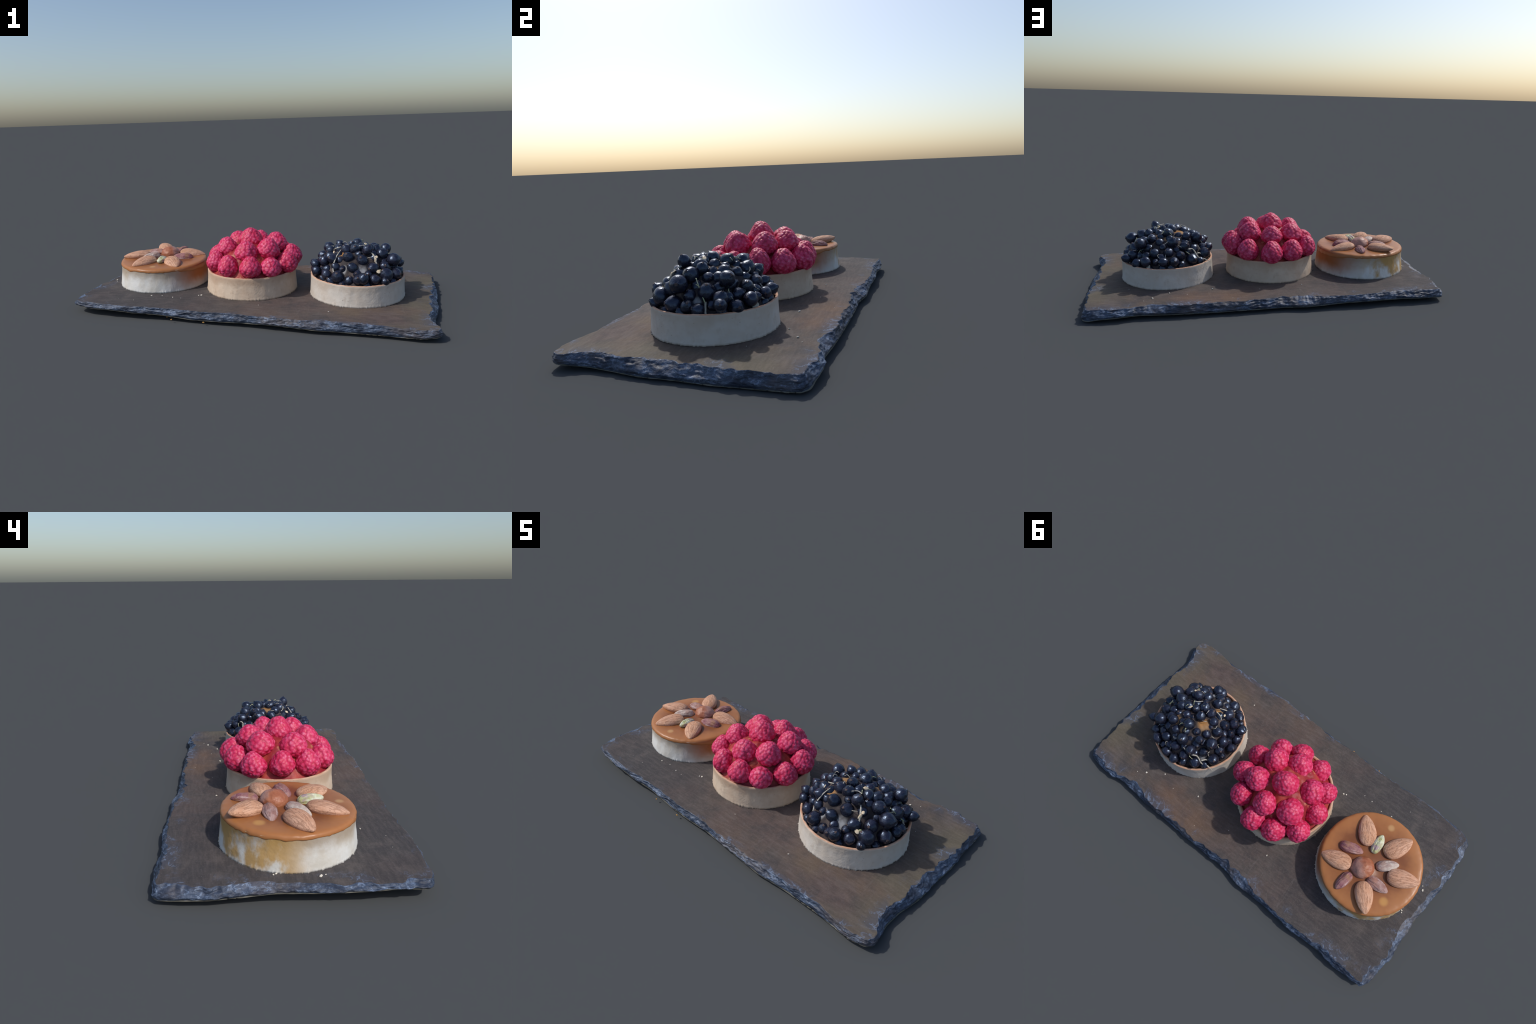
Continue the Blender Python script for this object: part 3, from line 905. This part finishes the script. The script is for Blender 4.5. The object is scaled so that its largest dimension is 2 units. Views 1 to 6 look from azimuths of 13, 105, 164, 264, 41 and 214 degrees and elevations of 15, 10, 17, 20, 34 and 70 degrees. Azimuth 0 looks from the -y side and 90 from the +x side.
# dx, dy from the tart centre, height z, radius
CURRANTS = [
    (-0.032, -0.007, .340, .024), (0.058, -0.104, .338, .024), (-0.004, 0.065, .332, .029), (-0.105, 0.101, .318, .022),
    (-0.103, -0.029, .319, .025), (0.157, -0.158, .218, .031), (0.133, 0.031, .289, .023), (0.021, -0.033, .335, .021),
    (0.097, -0.199, .201, .025), (0.049, 0.121, .293, .024), (-0.110, -0.152, .250, .022), (0.030, -0.135, .286, .028),
    (-0.094, -0.200, .210, .030), (-0.150, 0.002, .303, .024), (-0.063, 0.072, .316, .020), (0.046, 0.026, .324, .022),
    (-0.058, 0.194, .234, .024), (-0.034, -0.208, .192, .026), (0.093, -0.107, .292, .022), (-0.197, -0.044, .255, .022),
    (0.222, 0.023, .185, .026), (0.089, -0.159, .252, .028), (-0.054, 0.114, .290, .019), (0.131, 0.197, .211, .025),
    (0.038, -0.227, .211, .028), (0.137, -0.041, .299, .029), (-0.046, -0.133, .300, .028), (0.071, -0.025, .327, .025),
    (-0.013, -0.067, .329, .028), (-0.061, -0.060, .324, .028), (-0.129, -0.117, .286, .026), (-0.157, -0.167, .212, .025),
    (0.197, 0.102, .226, .027), (0.232, 0.112, .211, .022), (0.092, 0.085, .308, .025), (-0.148, -0.057, .279, .028),
    (-0.178, -0.100, .266, .023), (-0.216, -0.115, .215, .024), (0.176, 0.153, .190, .028), (-0.113, 0.050, .308, .020),
    (0.081, 0.170, .246, .025), (-0.019, 0.144, .297, .028), (-0.166, 0.076, .302, .028), (-0.150, 0.060, .268, .022), (-0.198, 0.021, .268, .026),
    (-0.236, 0.011, .221, .023), (-0.226, -0.094, .247, .022), (-0.226, -0.050, .210, .024), (-0.196, 0.060, .235, .025), (-0.165, 0.160, .186, .024), (0.150, -0.190, .190, .022), (0.079, 0.203, .206, .018), (0.006, 0.185, .251, .025), (0.039, 0.228, .213, .024),
    (-0.086, 0.163, .276, .026), (-0.018, 0.235, .213, .025), (-0.120, 0.182, .205, .030), (-0.197, 0.119, .218, .029),
    (-0.138, 0.125, .248, .024), (0.184, 0.042, .246, .031), (0.198, -0.066, .277, .033), (-0.019, -0.179, .256, .026),
    (0.148, -0.114, .248, .029), (0.204, -0.085, .202, .031), (0.223, -0.022, .199, .023), (0.158, 0.118, .293, .029),
    (0.104, -0.006, .318, .024), (0.013, -0.228, .205, .024), (-0.215, 0.070, .196, .022),
    (0.120, 0.070, .285, .024), (0.150, -0.010, .255, .026), (-0.100, 0.000, .300, .020), (0.010, 0.020, .318, .019)]
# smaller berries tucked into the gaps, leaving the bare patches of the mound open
fill = random.Random(3)
placed = [(Vector((x, y, z)), r) for x, y, z, r in CURRANTS]
for _ in range(4000):
    rr, a = 0.232 * math.sqrt(fill.random()), fill.uniform(0, 2 * math.pi)
    x, y, r = rr * math.cos(a), rr * math.sin(a), fill.uniform(.021, .027)
    p = Vector((x, y, table(rr, SHELL) - 0.016 - 0.04 * x))
    if any(math.hypot(x - q[0], y - q[1]) < q[2] * 0.7 + 0.008 for q in PATCH[:1] + TOPS[:1]):
        continue
    if all((p - q).length > 0.86 * (r + s) for q, s in placed):
        placed.append((p, r))
def settle(p, r, named):
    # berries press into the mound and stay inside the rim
    rr = math.hypot(p.x, p.y)
    q = Vector((p.x, p.y, p.z))
    q -= Vector((p.x, p.y, 0.10)).normalized() * (0.010 if p.z > 0.24 else 0.007)
    lim = 0.258 if named else 0.226
    if rr > lim:
        q.x, q.y = q.x * lim / rr, q.y * lim / rr
    return (q.x, q.y, q.z, r)
NAMED = len(CURRANTS)
CURRANTS = [settle(p, r, k < NAMED) for k, (p, r) in enumerate(placed)]
for i, (dx, dy, z, r) in enumerate(CURRANTS):
    out = Vector((dx, dy, 0.10 + 0.12 * rng.random())).normalized()
    out = (out + Vector((rng.gauss(0, .45), rng.gauss(0, .45), rng.gauss(0.1, .35)))).normalized()
    R = out.to_track_quat('Z', 'Y').to_matrix()
    s = r * (rng.uniform(1.06, 1.16) if i < NAMED else rng.uniform(1.0, 1.1))
    add_part("currant", cmesh[i % 4], currant_tart, (dx, dy, z - CC.z), R, (s, s * rng.uniform(.95, 1.03), s * rng.uniform(0.98, 1.10)))

def tube(name, pts, rads, mat, parent, seg=8, steps=8):
    """round twig through points, swept with its own radius at each"""
    pts = [Vector(p) + Vector((rng.uniform(-.003, .003), rng.uniform(-.003, .003), rng.uniform(-.004, .002))) for p in pts]
    rads = [r * 0.68 for r in rads]
    path = []
    for i in range(len(pts) - 1):
        p0, p1, p2, p3 = pts[max(0, i - 1)], pts[i], pts[i + 1], pts[min(len(pts) - 1, i + 2)]
        for j in range(steps):
            t = j / steps
            path.append((0.5 * ((2 * p1) + (p2 - p0) * t + (2 * p0 - 5 * p1 + 4 * p2 - p3) * t * t + (3 * p1 - p0 - 3 * p2 + p3) * t ** 3), lerp(rads[i], rads[i + 1], t)))
    path.append((pts[-1], rads[-1]))
    verts, faces = [], []
    for k, (p, r) in enumerate(path):
        d = (path[min(k + 1, len(path) - 1)][0] - path[max(k - 1, 0)][0]).normalized()
        u = d.orthogonal().normalized()
        w = d.cross(u)
        for i in range(seg):
            a = 2 * math.pi * i / seg
            q = p + (u * math.cos(a) + w * math.sin(a)) * r * (1 + 0.25 * nz(p.x * 90 + i, p.y * 90, p.z * 90))
            verts.append(tuple(q))
    for k in range(len(path) - 1):
        for i in range(seg):
            j = (i + 1) % seg
            faces.append((k * seg + i, k * seg + j, (k + 1) * seg + j, (k + 1) * seg + i))
    faces.append(tuple(reversed(range(seg))))
    faces.append(tuple(range((len(path) - 1) * seg, len(path) * seg)))
    return add_part(name, mesh_from(name, verts, faces, [mat]), parent)

def on_shell(dx, dy, up=0.012):
    r = math.hypot(dx, dy)
    return (dx, dy, table(r, SHELL) - CC.z + up - 0.05 * dx)

tube("stem", [on_shell(-0.080, -0.100, .02), on_shell(-0.105, -0.125, .016), on_shell(-0.118, -0.160, .010), on_shell(-0.110, -0.185, .004)], [.003, .0045, .005, .004], M_STEM, currant_tart)
tube("stem", [on_shell(0.060, -0.085, .010), on_shell(0.090, -0.118, .022), on_shell(0.103, -0.150, .018), on_shell(0.112, -0.175, .014)], [.004, .006, .006, .003], M_STEM, currant_tart)
tube("stem", [on_shell(0.165, -0.005, .030), on_shell(0.195, 0.025, .024), on_shell(0.213, 0.045, .018)], [.0028, .003, .0035], M_STEMG, currant_tart)
tube("stem", [on_shell(0.213, 0.045, .018), on_shell(0.228, 0.050, .004), (0.238, 0.060, 0.120)], [.006, .006, .003], M_STEM, currant_tart)
tube("stem", [on_shell(-0.045, 0.170, .020), on_shell(-0.085, 0.176, .022), on_shell(-0.125, 0.160, .022), on_shell(-0.155, 0.168, .014), on_shell(-0.188, 0.155, .014), (-0.222, 0.165, 0.118)], [.002, .004, .0055, .006, .0045, .0012], M_STEM, currant_tart)
tube("stem", [on_shell(-0.150, 0.160, .018), on_shell(-0.170, 0.140, .010), on_shell(-0.190, 0.135, .004)], [.006, .005, .003], M_STEM, currant_tart)
tube("stem", [on_shell(0.010, -0.080, .020), on_shell(0.028, -0.060, .016), on_shell(0.048, -0.058, .014)], [.0025, .003, .004], M_STEM, currant_tart)
tube("stem", [on_shell(-0.085, -0.075, .022), on_shell(-0.110, -0.070, .020), on_shell(-0.125, -0.055, .014)], [.0035, .0045, .003], M_STEM, currant_tart)
for k in range(22):
    # fine side stalks poking up between the berries
    a, r = rng.uniform(0, 6.28), rng.uniform(.05, .20)
    x, y = r * math.cos(a), r * math.sin(a)
    b = a + rng.uniform(-1.5, 1.5)
    tube("stem", [on_shell(x, y, .004), on_shell(x + .012 * math.cos(b), y + .012 * math.sin(b), .018), on_shell(x + .028 * math.cos(b + .5), y + .028 * math.sin(b + .5), .016)], [.0020, .0023, .0014], rng.choice((M_STEM, M_STEMG, M_STEM)), currant_tart, steps=5)
# dried flower scraps
def flake(dx, dy, up, s, mat):
    bm = bmesh.new()
    lump(bm, (0, 0, 0), s, 0.28, dx * 40, 2)
    me = bpy.data.meshes.new("dry_flower")
    bm.to_mesh(me); bm.free()
    me.materials.append(mat)
    for p in me.polygons:
        p.use_smooth = True
    out = Vector((dx, dy, 0.12)).normalized()
    add_part("dry_flower", me, currant_tart, on_shell(dx, dy, up), out.to_track_quat('Z', 'Y').to_matrix())
for dx, dy, up, s, m in [(0.098, -0.135, .022, .010, M_FLAKE), (0.112, -0.172, .018, .011, M_FLAKE), (0.045, -0.015, .012, .011, M_FLAKE), (0.102, -0.120, .024, .008, M_FLAKE),
                         (-0.120, -0.090, .016, .008, M_FLAKE), (0.118, 0.205, .010, .014, M_STEM), (0.05, 0.215, .004, .016, M_STEM), (0.120, -0.165, .016, .009, M_STEMG)]:
    flake(dx, dy, up, s, m)
